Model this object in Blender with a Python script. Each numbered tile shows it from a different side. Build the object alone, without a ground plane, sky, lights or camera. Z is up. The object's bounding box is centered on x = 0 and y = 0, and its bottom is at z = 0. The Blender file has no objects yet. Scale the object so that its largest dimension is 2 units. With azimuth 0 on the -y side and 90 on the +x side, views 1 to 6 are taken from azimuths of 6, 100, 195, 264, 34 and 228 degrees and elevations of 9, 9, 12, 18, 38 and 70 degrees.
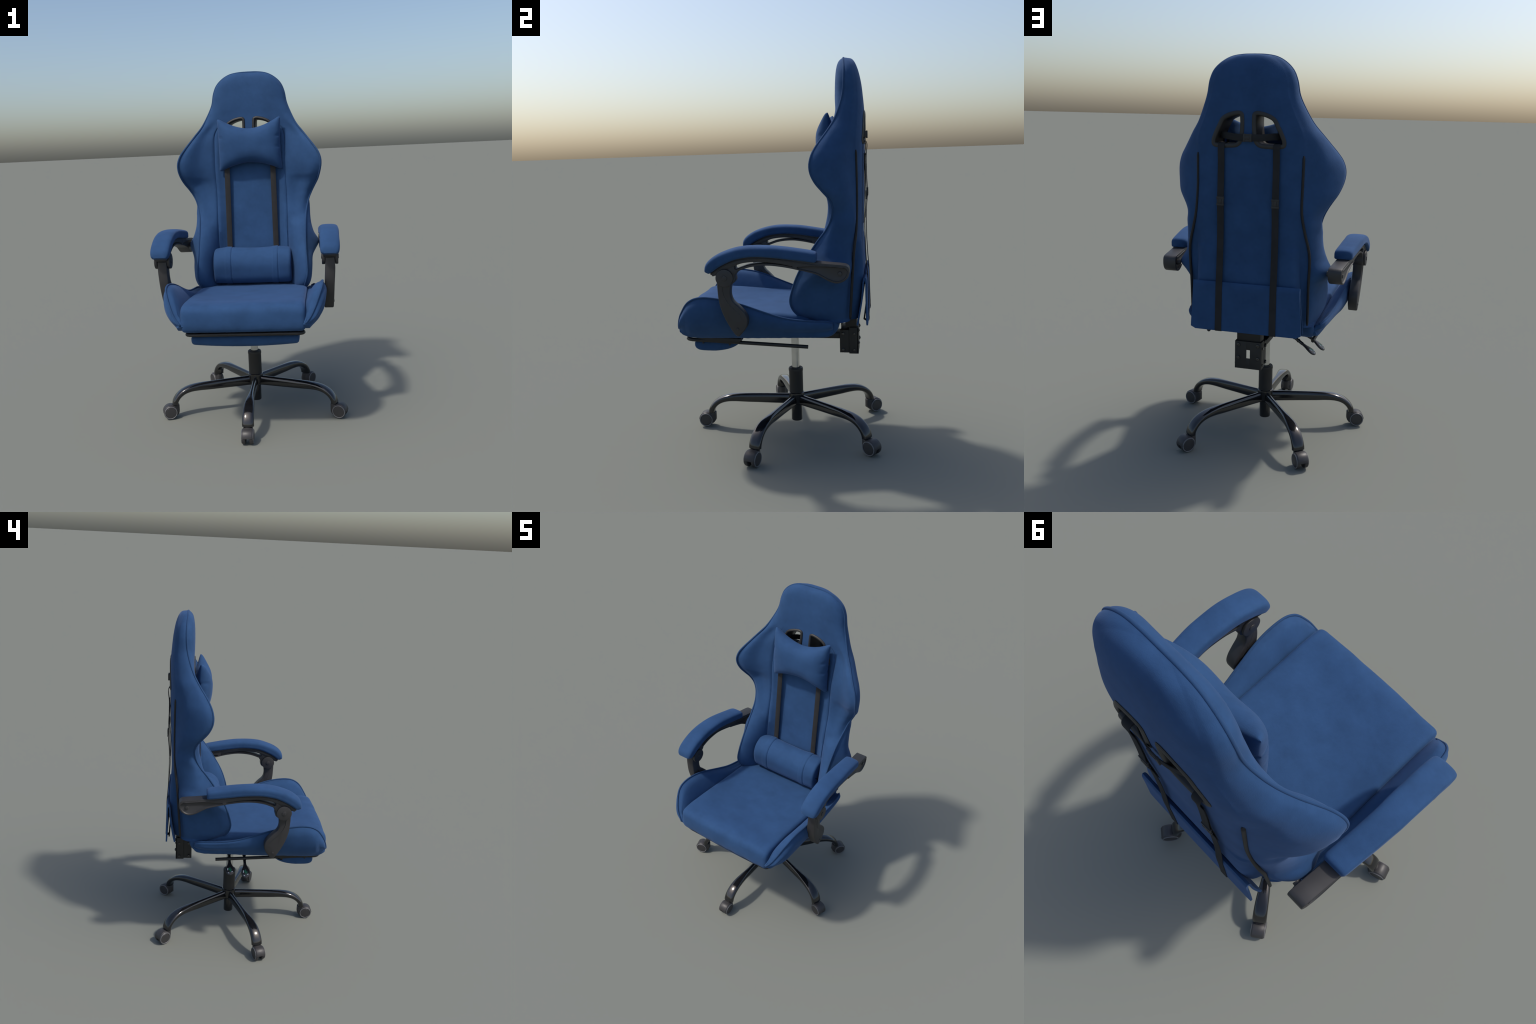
import bpy, bmesh, math
import numpy as np
from mathutils import Vector, Matrix, noise

# ------------------------------------------------------------------ frame
CX = 0.008            # the upholstered upper part is centred on this x
ARM = 0.457           # arm centre plane, either side of CX
COL = (0.004, 0.049)  # gas lift axis

# ------------------------------------------------------------------ materials
def new_mat(name):
    m = bpy.data.materials.new(name)
    m.use_nodes = True
    nt = m.node_tree
    b = nt.nodes["Principled BSDF"]
    return m, nt, b

def set_in(b, key, val):
    if key in b.inputs:
        b.inputs[key].default_value = val

def fabric(name, base, dark, light):
    m, nt, b = new_mat(name)
    N, L = nt.nodes, nt.links
    tc = N.new("ShaderNodeTexCoord")
    n1 = N.new("ShaderNodeTexNoise"); n1.inputs["Scale"].default_value = 9
    n1.inputs["Detail"].default_value = 7; n1.inputs["Roughness"].default_value = 0.62
    n2 = N.new("ShaderNodeTexNoise"); n2.inputs["Scale"].default_value = 55
    n2.inputs["Detail"].default_value = 5; n2.inputs["Roughness"].default_value = 0.7
    n3 = N.new("ShaderNodeTexNoise"); n3.inputs["Scale"].default_value = 420
    n3.inputs["Detail"].default_value = 2
    for n in (n1, n2, n3):
        L.new(tc.outputs["Object"], n.inputs["Vector"])
    mx = N.new("ShaderNodeMath"); mx.operation = "MULTIPLY_ADD"
    L.new(n2.outputs["Fac"], mx.inputs[0]); mx.inputs[1].default_value = 0.35
    L.new(n1.outputs["Fac"], mx.inputs[2])
    cr = N.new("ShaderNodeValToRGB")
    cr.color_ramp.elements[0].position = 0.42; cr.color_ramp.elements[0].color = (*dark, 1)
    cr.color_ramp.elements[1].position = 0.95; cr.color_ramp.elements[1].color = (*light, 1)
    e = cr.color_ramp.elements.new(0.68); e.color = (*base, 1)
    L.new(mx.outputs[0], cr.inputs["Fac"])
    L.new(cr.outputs["Color"], b.inputs["Base Color"])
    b.inputs["Roughness"].default_value = 0.86
    set_in(b, "Specular IOR Level", 0.18)
    set_in(b, "Sheen Weight", 0.18); set_in(b, "Sheen Roughness", 0.45)
    if "Sheen Tint" in b.inputs:
        b.inputs["Sheen Tint"].default_value = (0.35, 0.5, 0.9, 1)
    ad = N.new("ShaderNodeMath"); ad.operation = "MULTIPLY_ADD"
    L.new(n2.outputs["Fac"], ad.inputs[0]); ad.inputs[1].default_value = 1.6
    L.new(n3.outputs["Fac"], ad.inputs[2])
    bp = N.new("ShaderNodeBump"); bp.inputs["Strength"].default_value = 0.18
    bp.inputs["Distance"].default_value = 0.002
    L.new(ad.outputs[0], bp.inputs["Height"])
    L.new(bp.outputs["Normal"], b.inputs["Normal"])
    return m

def plain(name, col, rough, metal=0.0, spec=0.5, coat=0.0, grain=0.0, vary=0.12):
    m, nt, b = new_mat(name)
    N, L = nt.nodes, nt.links
    tc = N.new("ShaderNodeTexCoord")
    n1 = N.new("ShaderNodeTexNoise"); n1.inputs["Scale"].default_value = 14
    n1.inputs["Detail"].default_value = 5
    L.new(tc.outputs["Object"], n1.inputs["Vector"])
    cr = N.new("ShaderNodeValToRGB")
    cr.color_ramp.elements[0].position = 0.3
    cr.color_ramp.elements[0].color = (*[c * (1 - vary) for c in col], 1)
    cr.color_ramp.elements[1].position = 0.7
    cr.color_ramp.elements[1].color = (*[min(1, c * (1 + vary)) for c in col], 1)
    L.new(n1.outputs["Fac"], cr.inputs["Fac"])
    L.new(cr.outputs["Color"], b.inputs["Base Color"])
    b.inputs["Roughness"].default_value = rough
    b.inputs["Metallic"].default_value = metal
    set_in(b, "Specular IOR Level", spec)
    set_in(b, "Coat Weight", coat); set_in(b, "Coat Roughness", 0.08)
    if grain > 0:
        n2 = N.new("ShaderNodeTexNoise"); n2.inputs["Scale"].default_value = 600
        L.new(tc.outputs["Object"], n2.inputs["Vector"])
        bp = N.new("ShaderNodeBump"); bp.inputs["Strength"].default_value = grain
        bp.inputs["Distance"].default_value = 0.001
        L.new(n2.outputs["Fac"], bp.inputs["Height"])
        L.new(bp.outputs["Normal"], b.inputs["Normal"])
    return m

BLUE = fabric("blue_suede", (0.0235, 0.0650, 0.158), (0.0195, 0.0545, 0.132), (0.0275, 0.0755, 0.182))
PIPE = fabric("blue_piping", (0.0200, 0.056, 0.136), (0.018, 0.050, 0.122), (0.022, 0.061, 0.148))  # same suede blue, darkened to paint in the groove shadow along the piping
PLASTIC = plain("black_plastic", (0.030, 0.029, 0.030), 0.5, grain=0.15)
FRAMEP = plain("matte_black_plastic", (0.022, 0.021, 0.020), 0.55, grain=0.1)
WEB = plain("black_webbing", (0.026, 0.026, 0.027), 0.85, spec=0.2, grain=0.5)
TRIM = plain("black_cord", (0.016, 0.016, 0.017), 0.6, spec=0.3)
STEEL = plain("black_painted_steel", (0.008, 0.008, 0.009), 0.13, spec=0.6, coat=0.4)
MATTE = plain("black_mechanism_steel", (0.012, 0.012, 0.012), 0.5)
CHROME = plain("chrome", (0.62, 0.62, 0.60), 0.22, metal=1.0)
TYRE = plain("grey_black_caster", (0.038, 0.036, 0.037), 0.45, grain=0.1)
RIM = plain("grey_caster_ring", (0.13, 0.13, 0.135), 0.4)
PADDLE = plain("glossy_black_lever", (0.016, 0.015, 0.018), 0.36, coat=0.1)
GREEN = plain("green_print", (0.01, 0.16, 0.09), 0.4)
WHITE = plain("white_print", (0.62, 0.66, 0.72), 0.4)

# ------------------------------------------------------------------ helpers
ROOT = bpy.data.objects.new("gaming_chair", None)
bpy.context.scene.collection.objects.link(ROOT)
ROOT["label"] = "blue suede racing-style gaming chair on black five-star base"
ROOT["category"] = "gaming chair"

def link(name, me, parent=None):
    o = bpy.data.objects.new(name, me)
    bpy.context.scene.collection.objects.link(o)
    o.parent = parent or ROOT
    return o

def finish(bm, name, mat, parent=None, angle=40):
    bmesh.ops.recalc_face_normals(bm, faces=bm.faces[:])
    me = bpy.data.meshes.new(name)
    bm.to_mesh(me); bm.free()
    me.materials.append(mat)
    for p in me.polygons:
        p.use_smooth = True
    if angle < 180:
        me.set_sharp_from_angle(angle=math.radians(angle))
    return link(name, me, parent)

def spline(pts, n, closed=False):
    """Arc-length even samples of a chord-length Catmull-Rom curve."""
    P = np.array(pts, float)
    if closed:
        P = np.vstack([P[-1], P, P[0], P[1]])
    else:
        P = np.vstack([2 * P[0] - P[1], P, 2 * P[-1] - P[-2]])
    out = []
    for i in range(1, len(P) - 2):
        p0, p1, p2, p3 = P[i - 1:i + 3]
        d = [max(np.linalg.norm(b - a), 1e-9) ** 0.5 for a, b in ((p0, p1), (p1, p2), (p2, p3))]
        t0, t1 = 0, d[0]; t2 = t1 + d[1]; t3 = t2 + d[2]
        for t in np.linspace(t1, t2, 24, endpoint=False):
            a1 = (t1 - t) / (t1 - t0) * p0 + (t - t0) / (t1 - t0) * p1
            a2 = (t2 - t) / (t2 - t1) * p1 + (t - t1) / (t2 - t1) * p2
            a3 = (t3 - t) / (t3 - t2) * p2 + (t - t2) / (t3 - t2) * p3
            b1 = (t2 - t) / (t2 - t0) * a1 + (t - t0) / (t2 - t0) * a2
            b2 = (t3 - t) / (t3 - t1) * a2 + (t - t1) / (t3 - t1) * a3
            out.append((t2 - t) / (t2 - t1) * b1 + (t - t1) / (t2 - t1) * b2)
    out.append(P[-2])
    out = np.array(out)
    s = np.r_[0, np.cumsum(np.linalg.norm(np.diff(out, axis=0), axis=1))]
    tt = np.linspace(0, s[-1], n + 1)[:-1] if closed else np.linspace(0, s[-1], n)
    return np.stack([np.interp(tt, s, out[:, k]) for k in range(out.shape[1])], 1)

def table(*pairs):
    """Smooth 1D lookup from (key, value) pairs."""
    a = np.array(sorted(pairs))
    d = spline(a, 400)
    return lambda v: float(np.interp(v, d[:, 0], d[:, 1]))

def smooth(a, b, v):
    t = min(1, max(0, (v - a) / (b - a)))
    return t * t * (3 - 2 * t)

def loft(bm, rings, closed=True, caps=(True, True)):
    R = [[bm.verts.new(p) for p in r] for r in rings]
    n = len(R[0])
    for a, b in zip(R, R[1:]):
        for i in range(n if closed else n - 1):
            j = (i + 1) % n
            bm.faces.new((a[i], a[j], b[j], b[i]))
    if closed and caps[0]:
        bm.faces.new(R[0][::-1])
    if closed and caps[1]:
        bm.faces.new(R[-1])
    return R

def frames(path):
    P = np.array(path, float)
    T = np.gradient(P, axis=0)
    T /= np.linalg.norm(T, axis=1)[:, None]
    return P, T

def tube(bm, path, radius, seg=10, closed=False):
    P, T = frames(path)
    up = np.array([0, 0, 1.0]) if abs(T[0][2]) < 0.9 else np.array([1.0, 0, 0])
    nrm = np.cross(T[0], up); nrm /= np.linalg.norm(nrm)
    rings = []
    for i, (p, t) in enumerate(zip(P, T)):
        nrm = nrm - t * (nrm @ t); nrm /= np.linalg.norm(nrm)
        b = np.cross(t, nrm)
        r = radius(i / (len(P) - 1)) if callable(radius) else radius
        rings.append([p + r * (math.cos(a) * nrm + math.sin(a) * b) for a in np.linspace(0, 2 * math.pi, seg, endpoint=False)])
    loft(bm, rings)

def ribbon(bm, path, side, width, thick):
    """Flat strap along a path; side = direction of its width."""
    P, T = frames(path)
    s = np.array(side, float); s /= np.linalg.norm(s)
    rings = []
    for p, t in zip(P, T):
        n = np.cross(t, s); n /= np.linalg.norm(n)
        w, h = width / 2, thick / 2
        rings.append([p + a * s + b * n for a, b in ((-w, -h * .5), (-w + h, -h), (w - h, -h), (w, -h * .5), (w, h * .5), (w - h, h), (-w + h, h), (-w, h * .5))])
    loft(bm, rings)

def cyl(bm, a, b, r, seg=32, bev=0.0, r2=None):
    a, b = Vector(a), Vector(b)
    d = (b - a); L = d.length; d.normalize()
    q = d.to_track_quat("Z", "Y")
    r2 = r if r2 is None else r2
    st = [(0, r)] if bev <= 0 else [(0, r - bev), (bev * .3, r - bev * .3), (bev, r)]
    st += [(L, r2)] if bev <= 0 else [(L - bev, r2), (L - bev * .3, r2 - bev * .3), (L, r2 - bev)]
    loft(bm, [[a + q @ Vector((rr * math.cos(t), rr * math.sin(t), h)) for t in np.linspace(0, 2 * math.pi, seg, endpoint=False)] for h, rr in st])

def lathe(bm, prof, centre, seg=48):
    loft(bm, [[(centre[0] + r * math.cos(t), centre[1] + r * math.sin(t), z) for t in np.linspace(0, 2 * math.pi, seg, endpoint=False)] for r, z in prof])

def inset2d(P, d):
    """Move a closed 2D outline inwards by d along its normals."""
    P = np.array(P)
    T = np.roll(P, -1, 0) - np.roll(P, 1, 0)
    T /= np.maximum(np.linalg.norm(T, axis=1), 1e-9)[:, None]
    N = np.stack([-T[:, 1], T[:, 0]], 1)
    area = 0.5 * np.sum(P[:, 0] * np.roll(P[:, 1], -1) - np.roll(P[:, 0], -1) * P[:, 1])
    return P + N * d * (1 if area > 0 else -1)

def slab(bm, yz, x0, x1, bev=0.005):
    """Side profile (y, z) given thickness along x, edges rounded."""
    st = [(x0, bev), (x0 + bev * .3, bev * .3), (x0 + bev, 0), (x1 - bev, 0), (x1 - bev * .3, bev * .3), (x1, bev)]
    loft(bm, [[(x, q[0], q[1]) for q in inset2d(yz, d)] for x, d in st])

def box(bm, lo, hi, bev=0.002):
    r = bmesh.ops.create_cube(bm, size=1)
    lo, hi = Vector(lo), Vector(hi)
    for v in r["verts"]:
        v.co = Vector([(lo[k] + hi[k]) / 2 + v.co[k] * (hi[k] - lo[k]) for k in range(3)])
    if bev > 0:
        es = list({e for v in r["verts"] for e in v.link_edges})
        bmesh.ops.bevel(bm, geom=es, offset=bev, segments=2, affect="EDGES", profile=0.6)

# ------------------------------------------------------------------ backrest
PIPING = [(0, .346, 2.0), (.06, .346, 1.998), (.113, .347, 1.988), (.158, .350, 1.964), (.194, .353, 1.928),
          (.214, .353, 1.882), (.227, .348, 1.815), (.254, .332, 1.748), (.287, .308, 1.685), (.326, .278, 1.634),
          (.360, .247, 1.589), (.388, .223, 1.552), (.413, .206, 1.514), (.427, .199, 1.472), (.428, .204, 1.435),
          (.420, .223, 1.393), (.405, .256, 1.350), (.387, .281, 1.318), (.366, .296, 1.280), (.347, .295, 1.238),
          (.335, .282, 1.193), (.327, .258, 1.150), (.323, .228, 1.112), (.321, .188, 1.055), (.322, .120, .940),
          (.326, .092, .868), (.326, .077, .800), (.315, .092, .752), (.306, .124, .722), (.298, .190, .702),
          (.290, .290, .690)]
y_front = table((2.001, .345), (1.987, .327), (1.972, .317), (1.94, .309), (1.90, .305), (1.80, .302), (1.74, .305),
                (1.66, .305), (1.55, .298), (1.42, .292), (1.3, .286), (1.2, .280), (.96, .270), (.75, .26), (.68, .25))
y_seam = table((2.0, .345), (1.75, .304), (1.66, .303), (1.55, .289), (1.456, .277), (1.35, .276), (1.24, .270), (1.13, .254), (.955, .240), (.75, .235), (.68, .24))
y_back = table((2.001, .352), (1.996, .378), (1.985, .392), (1.946, .411), (1.884, .426), (1.807, .435), (1.745, .440),
               (1.675, .442), (1.55, .440), (1.4, .437), (1.25, .434), (1.1, .4295), (1.02, .432), (.95, .435), (.90, .433), (.85, .427), (.76, .417), (.68, .408))
x_trim = table((2.0, .24), (1.6, .262), (1.53, .263), (1.36, .262), (1.256, .267), (1.17, .284), (1.10, .301), (1.05, .307),
               (.9, .303), (.78, .302), (.68, .300))
y_trim = table((2.0, .40), (1.6, .405), (1.53, .406), (1.3, .408), (1.15, .404), (1.035, .391), (.95, .385), (.8, .375), (.68, .368))
x_bulge = table((1.35, .37), (1.25, .345), (1.19, .349), (1.13, .350), (1.08, .355), (1.03, .369), (.97, .399), (.93, .378), (.90, .360), (.83, .354),
                (.78, .349), (.74, .340), (.70, .322), (.68, .31))
y_bulge = table((1.35, .31), (1.1, .29), (1.03, .27), (.97, .285), (.93, .24), (.90, .18), (.85, .14), (.78, .13), (.74, .16), (.70, .21), (.68, .29))
q_back = table((2.0, 4.2), (1.3, 4.2), (1.16, 5), (1.08, 12), (1.0, 20), (.95, 24), (.68, 20))

def soft_min(a, b, k=.035):
    h = max(k - abs(a - b), 0) / k
    return min(a, b) - h * h * k / 4

def back_section(w, yp, z):
    """Half outline of the backrest at one height, from front centre round to back centre."""
    yf, yb = y_front(z), y_back(z)
    head = smooth(1.60, 1.78, z)
    if z > 1.9:
        yf = min(yf, yp)
    sm = yf + (y_seam(z) - yf) * (1 - head)
    xs = (1 - head) * min(.213, .72 * w) + head * .5 * w
    pts = [(x, yf + (sm - yf) * smooth(.76, 1, x / xs)) for x in np.linspace(0, xs - .006, 14)]
    cut = .006 * (1 - smooth(1.62, 1.72, z))
    pts += [(xs - .002, sm + cut * .7), (xs, sm + cut), (xs + .002, sm + cut * .7)]
    k = smooth(-.01, .05, sm - yp)
    for u in np.linspace(.05, 1, 18):
        g_out = u ** 3.2 * (1 - head) + head * (1 - (1 - u ** 2.6) ** .5)
        hi_z = smooth(1.05, 1.34, z)
        g_wing = 1 - (1 - u) ** (1.45 - .45 * hi_z)
        g = (1 - k) * g_out + k * g_wing
        roll = (.012 * (1 - hi_z) * 4 * u * (1 - u) + hi_z * (.0105 * math.exp(-((u - .78) / .22) ** 2) - .005 * math.exp(-((u - .38) / .2) ** 2)) * min(1, 6 * (1 - u))) * (1 - head)
        pts.append((xs + (w - xs) * u, sm + (yp - sm) * g - roll))
    head = smooth(1.50, 1.88, z)
    xb = soft_min(x_trim(z), w * .82)
    yt = min(y_trim(z), yb - .006)
    yt = yt + (yb - .018 - yt) * head
    yt = max(yt, yp + .25 * (yb - yp))
    low = 1 - smooth(1.2, 1.34, z)
    hi = [(w + .003 - .003 * head, yp + (yt - yp) * (.17 + .12 * head)), (xb + (w - xb) * (.665 + .055 * head), yp + (yt - yp) * (.64 + .04 * head))]
    xl = max(x_bulge(z), .5 * (xb + w))
    yl = max(yp + .03, min(y_bulge(z), yt - .04))
    lo = [(xl, yl), (xb + (xl - xb) * .52, yl + (yt - yl) * .88)]
    m = [tuple((1 - low) * a + low * b for a, b in zip(p, q)) for p, q in zip(hi, lo)]
    side = spline([(w, yp)] + m + [(xb, yt)], 22)[1:]
    # round the turn from side to back
    pts += [tuple(q) for q in side[:-1]]
    for q in 1 - np.linspace(0, 1, 20) ** 1.6:
        pts.append((xb * q, yt + (yb - yt) * (1 - q ** q_back(z)) + .002 * math.exp(-((q - .82) / .10) ** 2) * smooth(.86, .95, z) * (1 - smooth(1.02, 1.14, z))))
    return pts

def make_backrest():
    rows = spline(PIPING, 190)
    rows = rows[1:]
    rings = []
    for w, yp, z in rows:
        half = back_section(w, yp, z)
        ring = [(CX + x, y, z) for x, y in half] + [(CX - x, y, z) for x, y in half[-2:0:-1]]
        rings.append(ring)
    bm = bmesh.new()
    loft(bm, rings)
    # soft unevenness of the stuffing
    for v in bm.verts:
        s = noise.noise(v.co * 5.0) * .0022 + noise.noise(v.co * 13.0) * .0009
        v.co.y += s * (1 if v.co.y < .35 else .4)
    back = finish(bm, "backrest", BLUE, angle=70)
    return back

OPEN = [(.019, 1.700), (.023, 1.728), (.040, 1.738), (.077, 1.734), (.115, 1.720), (.134, 1.706), (.153, 1.672),
        (.172, 1.634), (.184, 1.598), (.180, 1.576), (.160, 1.567), (.10, 1.566), (.052, 1.572), (.031, 1.592), (.021, 1.635)]

def make_openings(back):
    out = spline(OPEN, 72, closed=True)
    from mathutils.bvhtree import BVHTree
    bmt = bmesh.new(); bmt.from_mesh(back.data)
    tree = BVHTree.FromBMesh(bmt); bmt.free()
    hit = lambda x, z, d: tree.ray_cast(Vector((x, -2 * d, z)), Vector((0, d, 0)))[0].y
    for sgn in (1, -1):
        cut = inset2d(out, .010)
        bm = bmesh.new()
        loft(bm, [[(CX + sgn * x, y, z) for x, z in cut] for y in (.1, .6)])
        bmesh.ops.recalc_face_normals(bm, faces=bm.faces[:])
        me = bpy.data.meshes.new("cutter"); bm.to_mesh(me); bm.free()
        c = bpy.data.objects.new("cutter", me)
        bpy.context.scene.collection.objects.link(c)
        md = back.modifiers.new("opening", "BOOLEAN")
        md.operation = "DIFFERENCE"; md.object = c; md.solver = "EXACT"
        dg = bpy.context.evaluated_depsgraph_get()
        new = bpy.data.meshes.new_from_object(back.evaluated_get(dg))
        back.modifiers.clear()
        old = back.data; back.data = new; bpy.data.meshes.remove(old)
        new.name = "backrest"
        bpy.data.objects.remove(c); bpy.data.meshes.remove(me)
        # plastic surround: flange behind, tunnel, flange in front
        prof = [(.004, "b", -.012), (0, "b", .002), (.002, "b", .0035), (.007, "b", .0055), (.014, "b", .0055), (.019, "b", .003), (.021, "b", -.002),
                (.021, "m", 0), (.020, "f", .002), (.017, "f", -.006), (.012, "f", -.008), (.006, "f", -.006), (.003, "f", -.001), (.004, "f", .012)]
        bm = bmesh.new()
        rings = []
        for d, where, off in prof:
            r = inset2d(out, d)
            ring = []
            for x, z in r:
                yb = hit(CX + sgn * x, z, -1)
                yf = hit(CX + sgn * x, z, 1)
                y = {"b": yb, "f": yf, "m": .5 * (yb + yf)}[where] + off
                ring.append((CX + sgn * x, y, z))
            rings.append(ring)
        rings.append(rings[0])
        R = [[bm.verts.new(p) for p in r] for r in rings[:-1]]
        n = len(R[0]); m = len(R)
        for i in range(m):
            for j in range(n):
                a, b2 = R[i], R[(i + 1) % m]
                bm.faces.new((a[j], a[(j + 1) % n], b2[(j + 1) % n], b2[j]))
        finish(bm, "opening_frame", FRAMEP, back, 50)

back = make_backrest()
make_openings(back)
back.data.set_sharp_from_angle(angle=math.radians(70))

# piping round the edge
bm = bmesh.new()
half = spline(PIPING, 170)
full = np.vstack([half[::-1] * (-1, 1, 1), half[1:]])
tube(bm, full * (.995, 1, 1) + (CX, -.0025, -.0015), .0052, 10)
finish(bm, "backrest_piping", PIPE, back, 180)

# black cords where the side panels meet the back
for sgn in (1, -1):
    path = [(CX + sgn * x_trim(z), y_trim(z) + .001, z) for z in np.linspace(1.538, .708, 60)]
    bm = bmesh.new()
    tube(bm, path, lambda t: .0066 * min(1, .55 + 40 * min(t, 1 - t)), 10)
    finish(bm, "edge_cord", TRIM, back, 180)

# the upper shell sits a few millimetres off the seat's centre line
for o in [back] + list(back.children):
    for v in o.data.vertices:
        v.co.x -= .0045 * smooth(1.25, 1.42, v.co.z) * (1 - smooth(1.66, 1.85, v.co.z))

# ------------------------------------------------------------------ head pillow
def make_pillow():
    bm = bmesh.new()
    n, mrow = 56, 44
    def pt(u, v, side):
        ear = .012 * max(0, (abs(u) - .90) / .10) ** 2
        zt = 1.664 + .070 * abs(u) ** 1.8 - ear
        zb = 1.462 - .054 * abs(u) ** 1.9 + ear
        z = zb + (zt - zb) * (v + 1) / 2
        x = .188 * u * (1 + .016 * abs(v) ** 3 - .012 * (1 - v * v)) + .003 * (v < 0) * (-v)
        body = max(0, 1 - abs(u) ** 4.2) ** .5 * max(0, 1 - abs(v) ** 3.0) ** .5
        thick = .071 if side < 0 else .027 + .034 * math.exp(-((abs(x) - .095) / .045) ** 2 - ((z - 1.615) / .045) ** 2)
        pinch = 0
        for (pu, pv, s) in ((-.97, .28, .009), (.96, .30, .008), (.97, -.12, .007), (-.97, -.25, .004)):
            pinch += s * math.exp(-((u - pu) / .10) ** 2 - ((v - pv) / .045) ** 2)
        lump = noise.noise(Vector((x * 9, z * 9, side * 3))) * .006 * body
        y = .266 + side * (thick * body - min(pinch, thick * body * .9)) + lump
        return (CX + x, y, z)
    grid = {}
    for side in (-1, 1):
        for i in range(n + 1):
            for j in range(mrow + 1):
                edge = i in (0, n) or j in (0, mrow)
                key = (0 if edge else side, i, j)
                if key not in grid:
                    u = math.sin((i / n * 2 - 1) * math.pi / 2) * .55 + (i / n * 2 - 1) * .45
                    v = math.sin((j / mrow * 2 - 1) * math.pi / 2) * .55 + (j / mrow * 2 - 1) * .45
                    grid[key] = bm.verts.new(pt(u, v, 0 if edge else side))
    def g(s, i, j):
        return grid[(0, i, j)] if (0, i, j) in grid else grid[(s, i, j)]
    for side in (-1, 1):
        for i in range(n):
            for j in range(mrow):
                bm.faces.new((g(side, i, j), g(side, i + 1, j), g(side, i + 1, j + 1), g(side, i, j + 1)))
    return finish(bm, "head_pillow", BLUE, angle=75)

make_pillow()

# ------------------------------------------------------------------ lumbar pillow
def make_lumbar():
    prof = spline([(.268, .742), (.21, .738), (.168, .744), (.141, .772), (.127, .825), (.125, .868), (.139, .910), (.171, .941),
                   (.213, .955), (.245, .951), (.266, .936)], 60)
    prof = np.vstack([prof, [(.272, .90), (.274, .84), (.272, .78)]])
    c = prof.mean(0)
    xs, ins = [], []
    x0, x1 = -.230, .237
    for d, i in ((0, .020), (.001, .012), (.004, .005), (.010, .0015), (.018, 0)):
        xs.append(x0 + d); ins.append(i)
    mid = np.linspace(x0 + .025, x1 - .025, 90)
    xs += list(mid); ins += [0] * len(mid)
    for d, i in ((.018, 0), (.010, .0015), (.004, .005), (.001, .012), (0, .020)):
        xs.append(x1 - d); ins.append(i)
    rings = []
    for x, i in zip(xs, ins):
        q = inset2d(prof, i)
        band = 0
        for s in (-.139, .144):
            band += .0022 * (smooth(s - .022, s - .015, x) - smooth(s + .014, s + .0155, x))
            band -= .0035 * math.exp(-((x - s - .0175) / .0022) ** 2)
        sag = .006 * math.cos(max(-1, min(1, (x - .004) / .15)) * math.pi / 2)
        sag += .007 * smooth(.15, .235, abs(x - .004))
        ring = []
        for y, z in q:
            k = smooth(.742, .96, z)
            dirv = np.array([y, z]) - c; dirv /= np.linalg.norm(dirv)
            s2 = noise.noise(Vector((x * 8, y * 8, z * 8))) * .003
            ring.append((x, y + dirv[0] * (band + s2), z + dirv[1] * (band + s2) - sag * k))
        rings.append(ring)
    bm = bmesh.new()
    loft(bm, rings)
    return finish(bm, "lumbar_pillow", BLUE, angle=70)

make_lumbar()

# ------------------------------------------------------------------ straps
def strap(path, width, side=(1, 0, 0), thick=.0035, name="strap", n=60):
    bm = bmesh.new()
    ribbon(bm, spline(path, n), side, width, thick)
    return finish(bm, name, WEB, angle=50)

for xt, xb in ((-.1345, -.139), (.1435, .1450)):
    strap([(xt - .001, .300, 1.60), (xt, .274, 1.53)] + [(xt + (xb - xt) * (1.43 - z) / .48, .2640 - .008 * (1.43 - z) / .48, z) for z in np.linspace(1.44, .90, 10)], .032, name="front_strap")

def buckle(parent, c, vertical):
    """Side-release clip: two mating halves with a waist and two prongs."""
    bm = bmesh.new()
    def add(lo, hi, bev=.0015):
        if vertical:
            box(bm, (c[0] + lo[0], c[1] + lo[1], c[2] + lo[2]), (c[0] + hi[0], c[1] + hi[1], c[2] + hi[2]), bev)
        else:
            box(bm, (c[0] + lo[2], c[1] + lo[1], c[2] + lo[0]), (c[0] + hi[2], c[1] + hi[1], c[2] + hi[0]), bev)
    add((-.019, -.004, .010), (.019, .004, .022))
    add((-.0175, -.003, -.012), (-.009, .003, .012))
    add((.009, -.003, -.012), (.0175, .003, .012))
    add((-.006, -.0045, -.012), (.006, .0045, .012))
    add((-.010, -.002, -.014), (.010, .0025, .012), .001)
    add((-.019, -.004, -.022), (.019, .004, -.012))
    finish(bm, "strap_buckle", FRAMEP, parent, 40)

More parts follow.
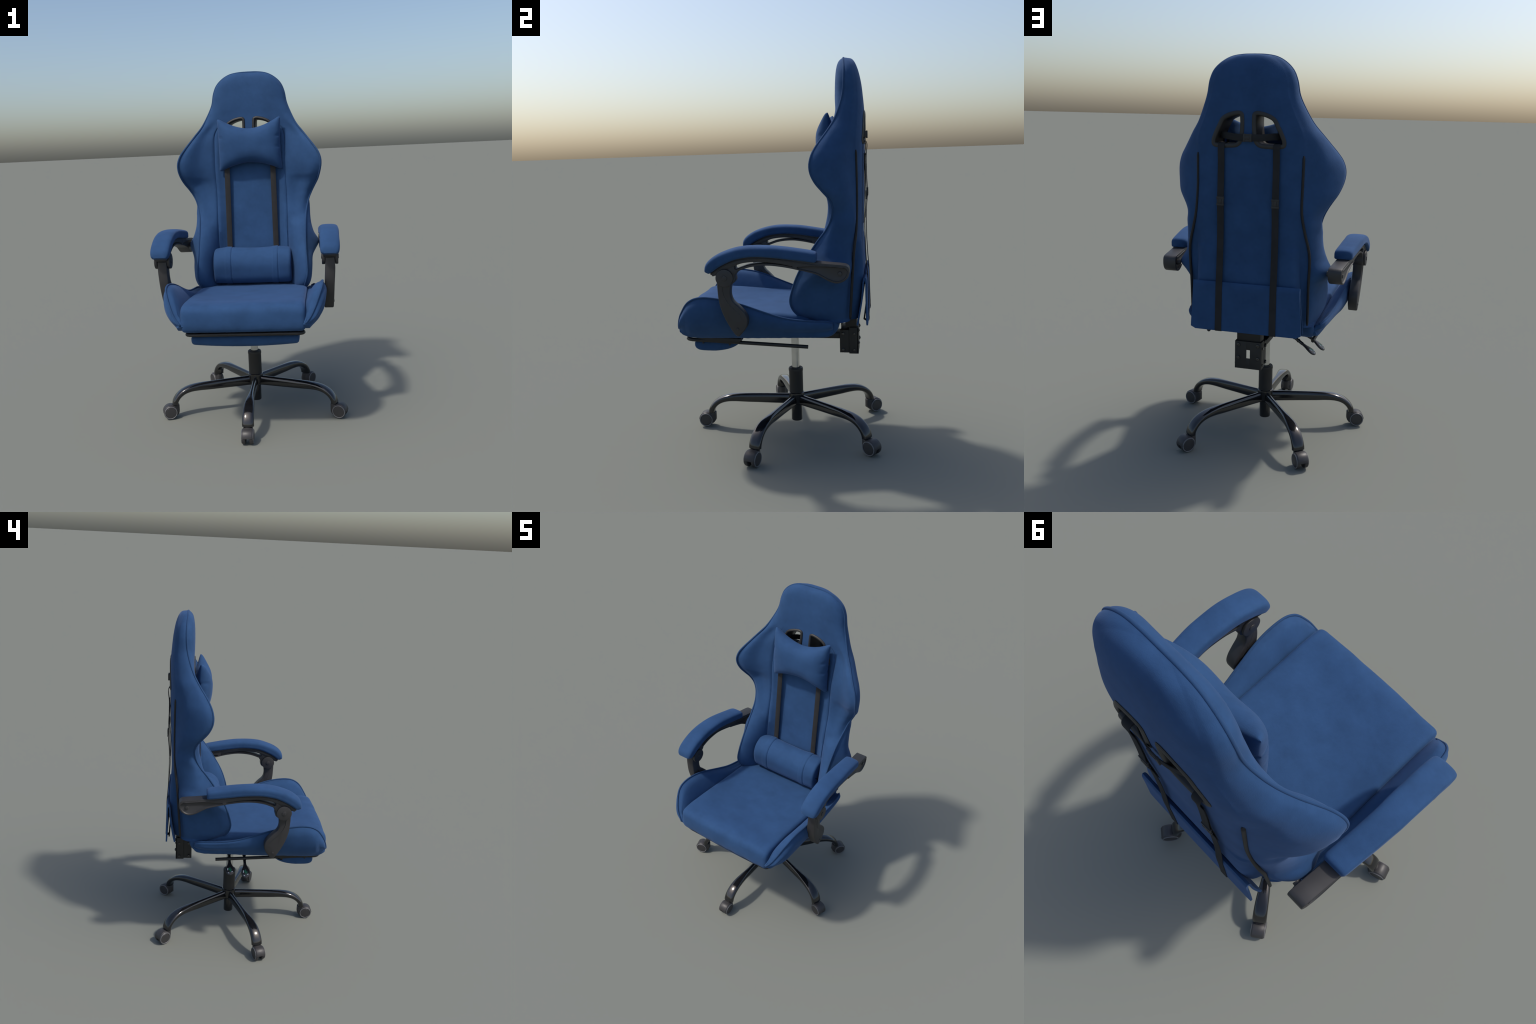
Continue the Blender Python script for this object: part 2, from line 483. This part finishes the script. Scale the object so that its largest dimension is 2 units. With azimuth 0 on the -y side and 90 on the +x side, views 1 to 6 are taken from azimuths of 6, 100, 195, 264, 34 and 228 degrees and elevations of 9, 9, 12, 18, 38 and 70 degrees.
for xt, xb in ((.134, .141), (-.1375, -.1375)):
    bx = lambda z: xt + (xb - xt) * (1.57 - z) / .9
    upper = [(bx(1.6), .400, 1.588), (bx(1.6), .440, 1.586), (bx(1.58), .4495, 1.572), (bx(1.5), .4455, 1.50), (bx(1.4), .4470, 1.40), (bx(1.335), .4500, 1.333)]
    s = strap(upper, .0325, name="back_strap")
    lower = [(bx(1.3), .4500, 1.292), (bx(1.2), .4430, 1.20), (bx(1.05), .4445, 1.05), (bx(.95), .4500, .95), (bx(.9), .4545, .90), (bx(.8), .4565, .79),
             (bx(.7), .4590, .69), (bx(.67), .458, .664), (bx(.67), .447, .662), (bx(.67), .436, .668)]
    s2 = strap(lower, .0335, name="back_strap", n=80)
    tail = [(bx(1.5), .4425, 1.52), (bx(1.4), .4420, 1.42), (bx(1.3), .4435, 1.33), (bx(1.25), .4400, 1.25), (bx(1.15), .4375, 1.17)]
    strap(tail, .030, thick=.0025, name="back_strap_tail")
    buckle(s, (bx(1.31), .4505, 1.312), True)

hs = strap([(CX - .165, .375, 1.622), (CX - .13, .412, 1.622), (CX - .06, .4435, 1.616), (CX - .02, .452, 1.615)], .032, (0, 0, 1), name="cross_strap")
strap([(CX + .165, .375, 1.626), (CX + .13, .408, 1.624), (CX + .06, .443, 1.617), (CX + .02, .452, 1.615)], .032, (0, 0, 1), name="cross_strap")
buckle(hs, (CX - .004, .4535, 1.615), False)

# ------------------------------------------------------------------ folded flap low on the back
def make_flap():
    mid = spline([(.4520, .664), (.4505, .74), (.4490, .82), (.4475, .895), (.4430, .909), (.4375, .895), (.4275, .80), (.4140, .72), (.4040, .662)], 70)
    P, T = frames(np.c_[np.zeros(len(mid)), mid])
    N = np.cross(T, (1, 0, 0))
    prof = [(p + n * .0042)[1:] for p, n in zip(P, N)] + [(p - n * .0042)[1:] for p, n in zip(P[::-1], N[::-1])]
    rings = []
    for k in np.linspace(-1, 1, 25):
        ring = []
        for y, z in prof:
            hw = .272 + .011 * (1 - smooth(.66, .91, z))
            x = k * hw + .003
            corner = .012 * max(0, (abs(k) - .93) / .07) ** 2 * (1 - smooth(.66, .72, z))
            ring.append((x, y + .0015 * (1 - k * k) * (y > .443), z + corner))
        rings.append(ring)
    bm = bmesh.new(); loft(bm, rings)
    f = finish(bm, "back_flap", BLUE, angle=60)
    bm = bmesh.new()
    tube(bm, spline([(-.24, .437, .693), (0, .437, .690), (.245, .437, .693)], 20), .004, 8)
    finish(bm, "flap_rod", TRIM, f, 180)

make_flap()

# ------------------------------------------------------------------ seat
def make_cushion():
    prof = spline([(-.478, .611), (-.497, .617), (-.508, .640), (-.511, .700), (-.506, .729), (-.492, .747), (-.462, .7565), (-.42, .759), (-.36, .758), (-.2, .749), (0, .736), (.17, .726),
                   (.27, .718), (.306, .704), (.316, .680), (.300, .640), (.262, .614), (.1, .612), (-.1, .612), (-.3, .611), (-.44, .610)], 150, closed=True)
    W = .3235
    st = [(0, .030), (.0015, .020), (.005, .011), (.011, .005), (.019, .0015), (.03, 0)]
    xs = [(-W + d, i) for d, i in st] + [(x, 0) for x in np.linspace(-W + .05, W - .05, 34)] + [(W - d, i) for d, i in st[::-1]]
    rings = []
    for x, i in xs:
        ring = []
        for y, z in inset2d(prof, i):
            up = smooth(.68, .74, z)
            crown = -.013 * (1 - (abs(x) / W) ** 2.4) * up * smooth(-.47, -.30, y) * (1 - smooth(-.15, .12, y))
            p = Vector((x, y, z))
            d = noise.noise(p * 6) * .003 + noise.noise(p * 16) * .0012
            # puckers along the lower front seam
            front = smooth(-.46, -.52, y)
            d += front * .0022 * math.sin(x * 70 + 3 * noise.noise(p * 9)) * (1 - smooth(.62, .67, z))
            edge = smooth(.27, .315, abs(x)) * front
            z2 = z + crown + d * up
            crease = .005 * edge * math.exp(-((z - .685) / .005) ** 2)
            yy = y - (d * front) + crease - .004 * front * (1 - (x / W) ** 2)
            xx = x * (1 - .012 * smooth(-.1, .3, y))
            ring.append((CX + xx, yy, z2))
        rings.append(ring)
    bm = bmesh.new(); loft(bm, rings)
    return finish(bm, "seat_cushion", BLUE, angle=75)

SEATPIPE = [(.322, -.507, .655), (.333, -.505, .668), (.352, -.497, .695), (.370, -.484, .730), (.384, -.466, .762), (.396, -.446, .792), (.404, -.427, .811),
            (.411, -.393, .829), (.414, -.345, .836), (.415, -.272, .829), (.410, -.205, .815), (.402, -.138, .793),
            (.393, -.050, .760), (.384, .040, .730), (.377, .120, .716), (.370, .200, .710), (.360, .258, .706), (.345, .286, .694)]

def make_bolster(sgn):
    rows = spline(SEATPIPE, 110)
    rings = []
    z_floor = table((-.51, .652), (-.495, .638), (-.48, .627), (-.46, .618), (-.43, .613), (-.2, .614), (.1, .615), (.22, .618), (.27, .628), (.29, .644))
    ctop = table((-.52, .63), (-.50, .67), (-.47, .70), (-.42, .715), (-.2, .712), (0, .702), (.2, .690), (.3, .68))
    for xp, yp, zp in rows:
        zb = z_floor(yp)
        h = max(zp - zb, .004)
        zi = zb + .72 * h if ctop(yp) > zp - .01 else ctop(yp)
        xi = min(.316, xp - .006)
        k = smooth(.0, .07, h)
        flare = .013 * k
        front = smooth(-.40, -.50, yp)
        pin = spline([(xp, zp), (xp - .030 * k - .002, zp - .006 - .006 * k), (xi + .40 * (xp - xi), zi + .62 * (zp - zi)), (xi, zi)], 16)
        aft = smooth(-.15, .12, yp)
        xbot = min(.342 - .012 * aft, xp - .006)
        a1, a2 = min(.050, .32 * h), min(.100, .58 * h)
        pout = spline([(xbot, zb), (xbot + .35 * (xp - .016 * k - xbot), zb + .30 * a1), (min(xp - .012 * k, .390) - .012 * aft, zb + a1), (min(xp + .011 * k, .414 + .004 * (sgn > 0)) - .010 * aft, zb + a2), (xp + (.015 + .003 * (sgn > 0) - .009 * aft) * k, zp - .20 * h), (xp + .008 * k, zp - .07 * h), (xp, zp)], 26)
        ring = [tuple(q) for q in pin] + [(xi - .012, zb + .3 * h), (xi - .012, zb)] + [tuple(q) for q in pout[:-1]]
        rr = []
        for x, z in ring:
            p = Vector((sgn * x, yp, z))
            d = noise.noise(p * 7) * .002
            wav = .0016 * noise.noise(Vector((sgn, yp * 38, 1))) * (1 - smooth(.635, .66, z))
            rr.append((CX + sgn * (x + d), yp, z + wav))
        rings.append(rr)
    bm = bmesh.new(); loft(bm, rings)
    b = finish(bm, "seat_bolster", BLUE, angle=75)
    bm = bmesh.new()
    tube(bm, rows * (sgn, 1, 1) + (CX, -.001, .001), .0052, 8)
    finish(bm, "bolster_piping", PIPE, b, 180)
    # rounded tail where the side panel wraps to the rear
    return b

make_cushion()
for s in (1, -1):
    make_bolster(s)

bm = bmesh.new()
box(bm, (CX - .30, -.44, .618), (CX + .30, .25, .640), .004)
finish(bm, "seat_pan", MATTE)

# ------------------------------------------------------------------ footrest
prof = spline([(-.438, .577), (-.443, .556), (-.438, .541), (-.421, .530), (-.36, .525), (-.31, .527), (-.25, .540), (-.215, .558), (-.193, .581), (-.26, .584), (-.36, .584)], 60, closed=True)
bm = bmesh.new()
st = [(0, .014), (.003, .006), (.010, .001), (.018, 0)]
xs = [(-.276 + d, i) for d, i in st] + [(x, 0) for x in np.linspace(-.24, .256, 12)] + [(.292 - d, i) for d, i in st[::-1]]
loft(bm, [[(x, y, z - .013 * max(0, 1 - ((x - .008) / .28) ** 2) * (1 - smooth(.525, .57, z))) for y, z in inset2d(prof, i)] for x, i in xs])
finish(bm, "footrest_pad", BLUE, angle=70)

bm = bmesh.new()
XR = .292
side = [(XR, .156, .560), (XR, -.10, .573), (XR, -.30, .583), (XR + .006, -.405, .590), (XR + .013, -.445, .594), (XR + .002, -.467, .5955), (XR - .025, -.473, .596)]
half = spline(side, 60)
path = np.vstack([half, spline([(XR - .025, -.473, .596), (-XR + .025, -.473, .596)], 12)[1:-1], half[::-1] * (-1, 1, 1)])
tube(bm, path + (CX + .004, 0, 0), .0097, 12)
rail = finish(bm, "footrest_rail", MATTE, None, 50)
for sgn in (1, -1):
    bm = bmesh.new()
    x = CX + .004 + sgn * XR
    slab(bm, [(-.425, .584), (-.39, .582), (-.24, .572), (-.195, .579), (-.185, .600), (-.25, .603), (-.42, .606)], x - .012, x + .012, .002)
    for yy in (-.39, -.25):
        cyl(bm, (x, yy, .573 - .06 * (yy + .25)), (x, yy, .562 - .06 * (yy + .25)), .005, 12)
    finish(bm, "rail_slider", MATTE, rail, 40)

# ------------------------------------------------------------------ armrests
def make_arm(sgn):
    cx = CX + sgn * ARM
    X = lambda x: cx + sgn * x
    # plastic frame: rail under the pad, teardrop behind, thin strut below, all one moulding
    rail_top = [(-.287, .973), (-.235, 1.010), (-.165, 1.041), (-.071, 1.054), (.02, 1.050), (.122, 1.036)]
    rail_low = [(.122, 1.000), (.052, 1.0165), (-.02, 1.026), (-.077, 1.027), (-.133, 1.020), (-.168, 1.007), (-.20, .990), (-.245, .967), (-.275, .958)]
    bm = bmesh.new()
    slab(bm, np.vstack([spline(rail_top, 70), spline(rail_low, 50)]), cx - .033, cx + .033, .004)
    # rear block with a shallow panel sunk into either face
    up_o = [(.112, 1.037), (.2, 1.024), (.28, 1.014), (.345, 1.007), (.366, 1.002), (.3755, .992), (.378, .980)]
    lo_o = [(.378, .980), (.377, .963), (.366, .940), (.345, .925), (.320, .919), (.290, .926), (.255, .945), (.224, .962), (.167, .979), (.112, .992)]
    up_i = [(.135, .999), (.20, 1.000), (.30, .9945), (.345, .991), (.360, .987), (.366, .980), (.3675, .974)]
    lo_i = [(.3675, .974), (.366, .962), (.356, .945), (.340, .933), (.318, .929), (.292, .936), (.258, .954), (.226, .971), (.17, .986), (.135, .995)]
    O = np.vstack([spline(up_o, 50), spline(lo_o, 60)[1:]])
    I = np.vstack([spline(up_i, 50), spline(lo_i, 60)[1:]])
    face = [(.0270, I, .0012), (.0275, I, .0004), (.0325, I, -.0015), (.0338, I, -.0028), (.0340, O, .0045), (.0330, O, .0012), (.0300, O, 0)]
    st = [(-x, P, d) for x, P, d in face] + [(x, P, d) for x, P, d in face[::-1]]
    loft(bm, [[(cx + x, y, z) for y, z in inset2d(P, d)] for x, P, d in st])
    fr = finish(bm, "armrest_frame", PLASTIC, None, 38)
    # ridge under the pad
    bm = bmesh.new()
    rid = spline([(-.283, .968), (-.235, 1.001), (-.165, 1.031), (-.071, 1.043), (.02, 1.039), (.11, 1.027), (.2, 1.012), (.30, 1.000), (.352, .994)], 60)
    tube(bm, [(cx - .0335, y, z) for y, z in rid], .0028, 8)
    tube(bm, [(cx + .0335, y, z) for y, z in rid], .0028, 8)
    finish(bm, "frame_ridge", PLASTIC, fr, 180)
    # lower strut
    bm = bmesh.new()
    st = spline([(-.168, .982), (-.14, .993), (-.10, 1.006), (-.05, 1.0135), (0, 1.0145), (.05, 1.009), (.10, 1.000), (.15, .988)], 50)
    rings = []
    P, T = frames(np.c_[np.zeros(len(st)), st])
    for p, t in zip(P, T):
        nn = np.cross(t, (1, 0, 0)); h = .0062
        rings.append([(cx + a, p[1] + nn[1] * b, p[2] + nn[2] * b) for a, b in ((-.030, -h * .5), (-.026, -h), (.026, -h), (.030, -h * .5), (.030, h * .5), (.026, h), (-.026, h), (-.030, h * .5))])
    loft(bm, rings)
    # web joining strut, rail and hinge
    slab(bm, spline([(-.255, .968), (-.215, .996), (-.178, 1.012), (-.166, 1.006), (-.166, .994), (-.152, .990), (-.155, .976), (-.166, .962), (-.166, .935), (-.185, .918), (-.22, .915), (-.245, .935)], 50, closed=True), cx - .0315, cx + .0315, .004)
    finish(bm, "armrest_strut", PLASTIC, fr, 45)
    # blue pad
    ptop = [(-.318, .984), (-.309, 1.016), (-.286, 1.041), (-.25, 1.064), (-.211, 1.080), (-.165, 1.093), (-.117, 1.1005), (-.06, 1.103), (-.024, 1.102), (.03, 1.099), (.087, 1.092), (.15, 1.082), (.195, 1.074), (.223, 1.066)]
    pbot = [(-.289, .971), (-.275, .981), (-.255, .996), (-.232, 1.010), (-.195, 1.028), (-.164, 1.040), (-.11, 1.050), (-.071, 1.053), (-.03, 1.052), (.02, 1.048), (.07, 1.042), (.11, 1.036), (.16, 1.029), (.222, 1.020)]
    A, B = spline(ptop, 70), spline(pbot, 70)
    n = len(A)
    rings = []
    for i in range(n):
        t = i / (n - 1)
        e0 = min(1, t / .11); e1 = min(1, (1 - t) / .045)
        w = (.0535 - .0065 * smooth(.3, 1, t)) * (.74 + .26 * (1 - (1 - e0) ** 2.3) ** .5) * (.86 + .14 * (1 - (1 - e1) ** 2.2) ** .5)
        sh = 1.0 * (.78 + .22 * (1 - (1 - min(1, (1 - t) / .02)) ** 2) ** .5) * (.86 + .14 * min(1, t / .03) ** .5)
        a, b = A[i], B[i]
        m = (a + b) / 2; d = (a - b) / 2 * sh
        sec = spline([(-.84, -.99), (-.97, -.80), (-1, -.2), (-.985, .35), (-.88, .72), (-.60, .93), (0, 1.0), (.60, .93), (.88, .72), (.985, .35), (1, -.2), (.97, -.80), (.84, -.99), (0, -1.0)], 44, closed=True)
        ring = []
        for u, v in sec:
            q = m + d * v
            ring.append((cx + u * w, q[0], q[1]))
        rings.append(ring)
    bm = bmesh.new(); loft(bm, rings)
    for v in bm.verts:
        v.co += Vector((1, 0, 1)) * noise.noise(v.co * 10) * .0012
    finish(bm, "arm_pad", BLUE, fr, 60)
    # hinge post
    front = [(-.257, .950), (-.2565, .890), (-.252, .831), (-.236, .770), (-.208, .710), (-.176, .662), (-.166, .656), (-.156, .659)]
    rear = [(-.137, .680), (-.119, .711), (-.116, .745), (-.128, .775), (-.157, .808), (-.185, .836), (-.194, .868), (-.189, .912), (-.180, .950)]
    bm = bmesh.new()
    pp = np.vstack([spline(front, 50), spline(rear, 50)[1:], [(-.215, .985)]])
    slab(bm, pp, cx - .026, cx + .026, .006)
    post = finish(bm, "hinge_post", PLASTIC, fr, 45)
    # raised panel edge along the post
    bm = bmesh.new()
    rg = spline([(-.232, .918), (-.229, .870), (-.214, .835), (-.186, .800), (-.155, .770), (-.136, .742)], 30)
    for s in (-1, 1):
        tube(bm, [(cx + s * .0255, y, z) for y, z in rg], lambda t: .0022 * min(1, .2 + 6 * min(t, 1 - t)), 8)
        cyl(bm, (cx + s * .024, -.1645, .694), (cx + s * .0285, -.1645, .694), .0075, 20, .0015)
    finish(bm, "post_screw", PLASTIC, post, 40)
    # hinge cheeks
    for s in (-1, 1):
        bm = bmesh.new()
        cyl(bm, (cx + s * .027, -.2155, .951), (cx + s * .044, -.2155, .951), .0430, 48, .003)
        cyl(bm, (cx + s * .043, -.2155, .951), (cx + s * .0475, -.2155, .951), .0135, 28, .002)
        finish(bm, "hinge_disc", PLASTIC, fr, 40)
    # fixing to the backrest
    bm = bmesh.new()
    cyl(bm, (X(.024), .333, .964), (X(.0325), .333, .964), .0105, 24, .002)
    cyl(bm, (X(-.026), .330, .968), (X(-.047), .326, .968), .014, 24)
    finish(bm, "arm_bolt", PLASTIC, fr, 40)

for s in (1, -1):
    make_arm(s)
# the arms lean in towards the backrest at the rear
for o in list(bpy.data.objects):
    if o.type == "MESH" and (o.name.startswith("armrest_frame") or (o.parent and (o.parent.name.startswith("armrest_frame") or o.parent.name.startswith("hinge_post")))):
        for v in o.data.vertices:
            sg = 1 if v.co.x > CX else -1
            t = max(0, v.co.y + .02)
            v.co.x -= sg * (.078 * t * t / (t + .03))
            if o.name.startswith(("hinge_post", "post_screw")) and v.co.z < .9:
                v.co.x -= sg * .048 * (.9 - v.co.z)

# ------------------------------------------------------------------ tilt mechanism and back bracket
bm = bmesh.new()
BX = .001
box(bm, (-.09, -.10, .565), (.10, .17, .622), .006)
box(bm, (BX - .050, .10, .535), (BX + .050, .33, .565), .004)
mech = finish(bm, "tilt_mechanism", MATTE, None, 40)

bm = bmesh.new()
box(bm, (BX - .066, .300, .462), (BX - .060, .356, .592), .002)
box(bm, (BX + .060, .300, .462), (BX + .066, .356, .592), .002)
box(bm, (BX - .069, .350, .458), (BX - .067, .398, .602), .002)
box(bm, (BX + .067, .350, .458), (BX + .069, .398, .602), .002)
box(bm, (BX - .066, .306, .585), (BX + .066, .385, .592), .002)
# rear plate with a slot: four bars round the opening
sx, z0, z1 = .010, .512, .558
box(bm, (BX - .069, .392, .458), (BX - sx, .400, .602), .001)
box(bm, (BX + sx, .392, .458), (BX + .069, .400, .602), .001)
box(bm, (BX - sx - .001, .3925, .458), (BX + sx + .001, .3995, z0), .001)
box(bm, (BX - sx - .001, .3925, z1), (BX + sx + .001, .3995, .602), .001)
box(bm, (BX - .062, .384, .598), (BX + .062, .391, .72), .002)
box(bm, (BX - .062, .33, .60), (BX - .055, .385, .70), .002)
box(bm, (BX + .055, .33, .60), (BX + .062, .385, .70), .002)
brk = finish(bm, "back_bracket", MATTE, None, 40)
bm = bmesh.new()
for dx in (-.051, .051):
    for z in (.583, .515):
        cyl(bm, (BX + dx, .399, z), (BX + dx, .405, z), .010, 20, .0025)
        cyl(bm, (BX + dx, .404, z), (BX + dx, .407, z), .005, 6)
for s in (-1, 1):
    for z in (.566, .478):
        cyl(bm, (BX + s * .064, .318, z), (BX + s * .074, .318, z), .009, 20, .0025)
        cyl(bm, (BX + s * .071, .378, z), (BX + s * .0745, .378, z), .007, 20, .001)
finish(bm, "bracket_bolt", STEEL, brk, 40)

# levers, both on the left
def lever(neck, tip, start):
    neck, tip, start = Vector(neck), Vector(tip), Vector(start)
    bm = bmesh.new()
    tube(bm, spline([tuple(start), tuple(start.lerp(neck, .6)), tuple(neck)], 16), .0088, 12)
    d0 = (neck - start).normalized()
    for k in (.45, .62, .80):
        p = start.lerp(neck, k)
        cyl(bm, p - d0 * .004, p + d0 * .004, .0112, 14)
    rod = finish(bm, "tilt_lever", STEEL, mech, 40)
    ax = (tip - neck); L = ax.length; ax.normalize()
    side = Vector((0, 1, 0)); side = (side - ax * side.dot(ax)).normalized()
    nrm = ax.cross(side)
    if nrm.z < 0:
        nrm = -nrm
    wid = table((-.12, .0085), (.0, .009), (.2, .0135), (.42, .0225), (.66, .0275), (.84, .0245), (.95, .0150), (1.0, .0035))
    rings = []
    for t in np.linspace(-.12, 1, 36):
        w = wid(t)
        h = .0085 if t < .2 else .0085 + .002 * smooth(.2, .6, t) - .005 * smooth(.75, 1, t)
        c = neck + ax * (L * t)
        rings.append([c + side * (w * math.copysign(abs(math.cos(a)) ** .85, math.cos(a))) + nrm * (h * .8 * math.copysign(abs(math.sin(a)) ** .8, math.sin(a))) for a in np.linspace(0, 2 * math.pi, 28, endpoint=False)])
    bm = bmesh.new(); loft(bm, rings)
    pad = finish(bm, "lever_paddle", PADDLE, rod, 60)
    # printed mark: little plant in green with white dashes
    def dash(bm, a, b, r):
        pts = []
        for u, v in (a, b):
            pts.append(neck + ax * (L * u) + side * v + nrm * .0078)
        P = spline([tuple(pts[0]), tuple((pts[0] + pts[1]) / 2), tuple(pts[1])], 8)
        ribbon(bm, P, tuple((pts[1] - pts[0]).normalized().cross(nrm)), r * 2, .0022)
    bm = bmesh.new()
    for a, b in (((.80, 0), (.44, 0)), ((.62, 0), (.62, .008)), ((.62, .007), (.50, .007)), ((.68, 0), (.68, -.008)), ((.68, -.007), (.56, -.007))):
        dash(bm, a, b, .0022)
    finish(bm, "green_mark", GREEN, pad, 40)
    bm = bmesh.new()
    for a, b in (((.50, .0135), (.66, .0150)), ((.84, .014), (.88, .007)), ((.80, -.007), (.76, -.015))):
        dash(bm, a, b, .0024)
    finish(bm, "white_mark", WHITE, pad, 40)

lever((-.207, .065, .505), (-.278, .061, .452), (-.085, .067, .592))
lever((-.239, -.028, .510), (-.309, -.034, .450), (-.085, -.024, .592))

# ------------------------------------------------------------------ column
bm = bmesh.new()
lathe(bm, [(.0215, .34), (.0215, .60), (.020, .62)], COL)
finish(bm, "gas_lift_piston", CHROME, None, 40)
bm = bmesh.new()
lathe(bm, [(.030, .18), (.0375, .205), (.0383, .209), (.0383, .335), (.0396, .338), (.0400, .345), (.0392, .352), (.036, .3555), (.028, .3545), (.0265, .358), (.024, .3585), (.0225, .354)], COL)
finish(bm, "column_sleeve", FRAMEP, None, 35)

# ------------------------------------------------------------------ five-star base
bm = bmesh.new()
lathe(bm, [(.0255, .052), (.0285, .0535), (.0303, .057), (.0303, .145), (.036, .150), (.0415, .156), (.043, .170), (.043, .198), (.0445, .206), (.043, .213), (.0395, .216)], COL)
hub = finish(bm, "base_hub", STEEL, None, 35)

def make_leg_mesh():
    path = spline([(.030, 0, .1745), (.125, 0, .1735), (.20, 0, .1730), (.30, 0, .1720), (.345, 0, .1712), (.39, 0, .1672), (.43, 0, .1555), (.460, 0, .1365), (.480, 0, .1130), (.4885, 0, .0930), (.4895, 0, .0835)], 64)
    hw = table((.0, .0175), (.10, .0165), (.20, .0175), (.28, .0210), (.36, .0280), (.42, .0312), (.50, .0325), (.56, .0315))
    hh = table((.0, .0285), (.10, .0272), (.20, .0258), (.28, .0240), (.33, .0215), (.38, .0185), (.42, .0168), (.46, .0165), (.50, .0175), (.56, .0180))
    P, T = frames(path)
    s = np.r_[0, np.cumsum(np.linalg.norm(np.diff(P, axis=0), axis=1))]
    rings = []
    for p, t, a in zip(P, T, s):
        n = np.cross(t, (0, 1, 0)); n = n / np.linalg.norm(n)
        if n[2] < 0 or (abs(n[2]) < .2 and n[0] < 0):
            n = -n
        w, h = hw(a), hh(a)
        ring = []
        for q in np.linspace(0, 2 * math.pi, 36, endpoint=False):
            c, d = math.cos(q), math.sin(q)
            e = .72
            taper = 1 - .22 * d * (1 - smooth(.22, .32, a))  # ridge on top near the hub
            ring.append(p + np.array((0, 1, 0)) * w * math.copysign(abs(c) ** e, c) * taper + n * h * math.copysign(abs(d) ** e, d))
        rings.append(ring)
    bm = bmesh.new(); loft(bm, rings)
    bmesh.ops.recalc_face_normals(bm, faces=bm.faces[:])
    me = bpy.data.meshes.new("base_leg"); bm.to_mesh(me); bm.free()
    me.materials.append(STEEL)
    for p in me.polygons:
        p.use_smooth = True
    me.set_sharp_from_angle(angle=math.radians(50))
    return me

WR, WZ = .520, .0400   # wheel axle: distance from the column, height

def mesh_of(bm, name, mat, angle=40):
    bmesh.ops.recalc_face_normals(bm, faces=bm.faces[:])
    me = bpy.data.meshes.new(name); bm.to_mesh(me); bm.free()
    me.materials.append(mat)
    for p in me.polygons:
        p.use_smooth = True
    me.set_sharp_from_angle(angle=math.radians(angle))
    return me

def turned(bm, prof, axis_at):
    """Solid of revolution about the axle (local y): prof = [(y, r)]."""
    loft(bm, [[(axis_at[0] + r * math.cos(t), y, axis_at[1] + r * math.sin(t)) for t in np.linspace(0, 2 * math.pi, 44, endpoint=False)] for y, r in prof])

def caster_meshes():
    # hood and swivel housing
    bm = bmesh.new()
    Y, HR = .0262, .4885
    arc = [math.radians(a) for a in np.linspace(2, 118, 28)]
    outer = [(WR + .0425 * math.cos(a), WZ + .0425 * math.sin(a)) for a in arc]
    body = [(.492, .0795), (.470, .0795), (.4665, .076), (.466, .045), (.469, .032), (.478, .022), (.484, .021)]
    inner = [(WR + .0345 * math.cos(a), WZ + .0345 * math.sin(a)) for a in [math.radians(q) for q in np.linspace(205, 2, 36)]]
    prof = np.array(outer + body + inner)
    st = [(-Y, .003), (-Y + .001, .001), (-Y + .003, 0), (Y - .003, 0), (Y - .001, .001), (Y, .003)]
    def ring(y, d):
        q = []
        for r, z in inset2d(prof, d):
            # the swivel housing is round in plan
            if r < HR:
                lim = math.sqrt(max(0, .0262 ** 2 - ((r - HR) * 1.12) ** 2))
                yy = max(-lim, min(lim, y)) if lim > .004 else math.copysign(.004, y)
            else:
                yy = y
            q.append((r, yy, z))
        return q
    loft(bm, [ring(y, d) for y, d in st])
    box(bm, (.475, -.010, .028), (WR - .012, .010, .074), .001)
    cyl(bm, (WR, -.030, WZ), (WR, .030, WZ), .006, 16)
    hood = mesh_of(bm, "caster_hood", TYRE, 40)
    bm = bmesh.new()
    loft(bm, [[(HR + r * math.cos(t), r * math.sin(t), z) for t in np.linspace(0, 2 * math.pi, 24, endpoint=False)] for r, z in ((.020, .074), (.0215, .0805), (.0205, .0815), (.0135, .082), (.0125, .088))])
    stem = mesh_of(bm, "caster_stem", MATTE, 40)
    wheels, rims = [], []
    for s in (-1, 1):
        bm = bmesh.new()
        turned(bm, [(s * .0105, .010), (s * .0105, .036), (s * .0118, .0385), (s * .014, .0400), (s * .025, .0400), (s * .0285, .0392), (s * .0305, .0372), (s * .0310, .0350), (s * .0300, .0335), (s * .0302, .0310), (s * .0318, .0295), (s * .0326, .0200), (s * .0328, .006)], (WR, WZ))
        wheels.append(mesh_of(bm, "caster_wheel", TYRE, 35))
        bm = bmesh.new()
        P = [(WR + .0348 * math.cos(t), s * .0298, WZ + .0348 * math.sin(t)) for t in np.linspace(0, 2 * math.pi, 60)]
        tube(bm, P, .0030, 8)
        rims.append(mesh_of(bm, "wheel_ring", RIM, 180))
    return hood, stem, wheels, rims

leg_me = make_leg_mesh()
hood_me, stem_me, wheel_me, ring_me = caster_meshes()
for k in range(5):
    ang = math.radians(-90 + 72 * k)
    M = Matrix.Translation((COL[0], COL[1], 0)) @ Matrix.Rotation(ang, 4, "Z")
    o = link("base_leg", leg_me, hub); o.matrix_world = M
    c = link("caster", hood_me); c.matrix_world = M
    def child(name, me):
        q = link(name, me, c)
        return q
    child("caster_stem", stem_me)
    for w in wheel_me:
        child("caster_wheel", w)
    for w in ring_me:
        child("wheel_ring", w)
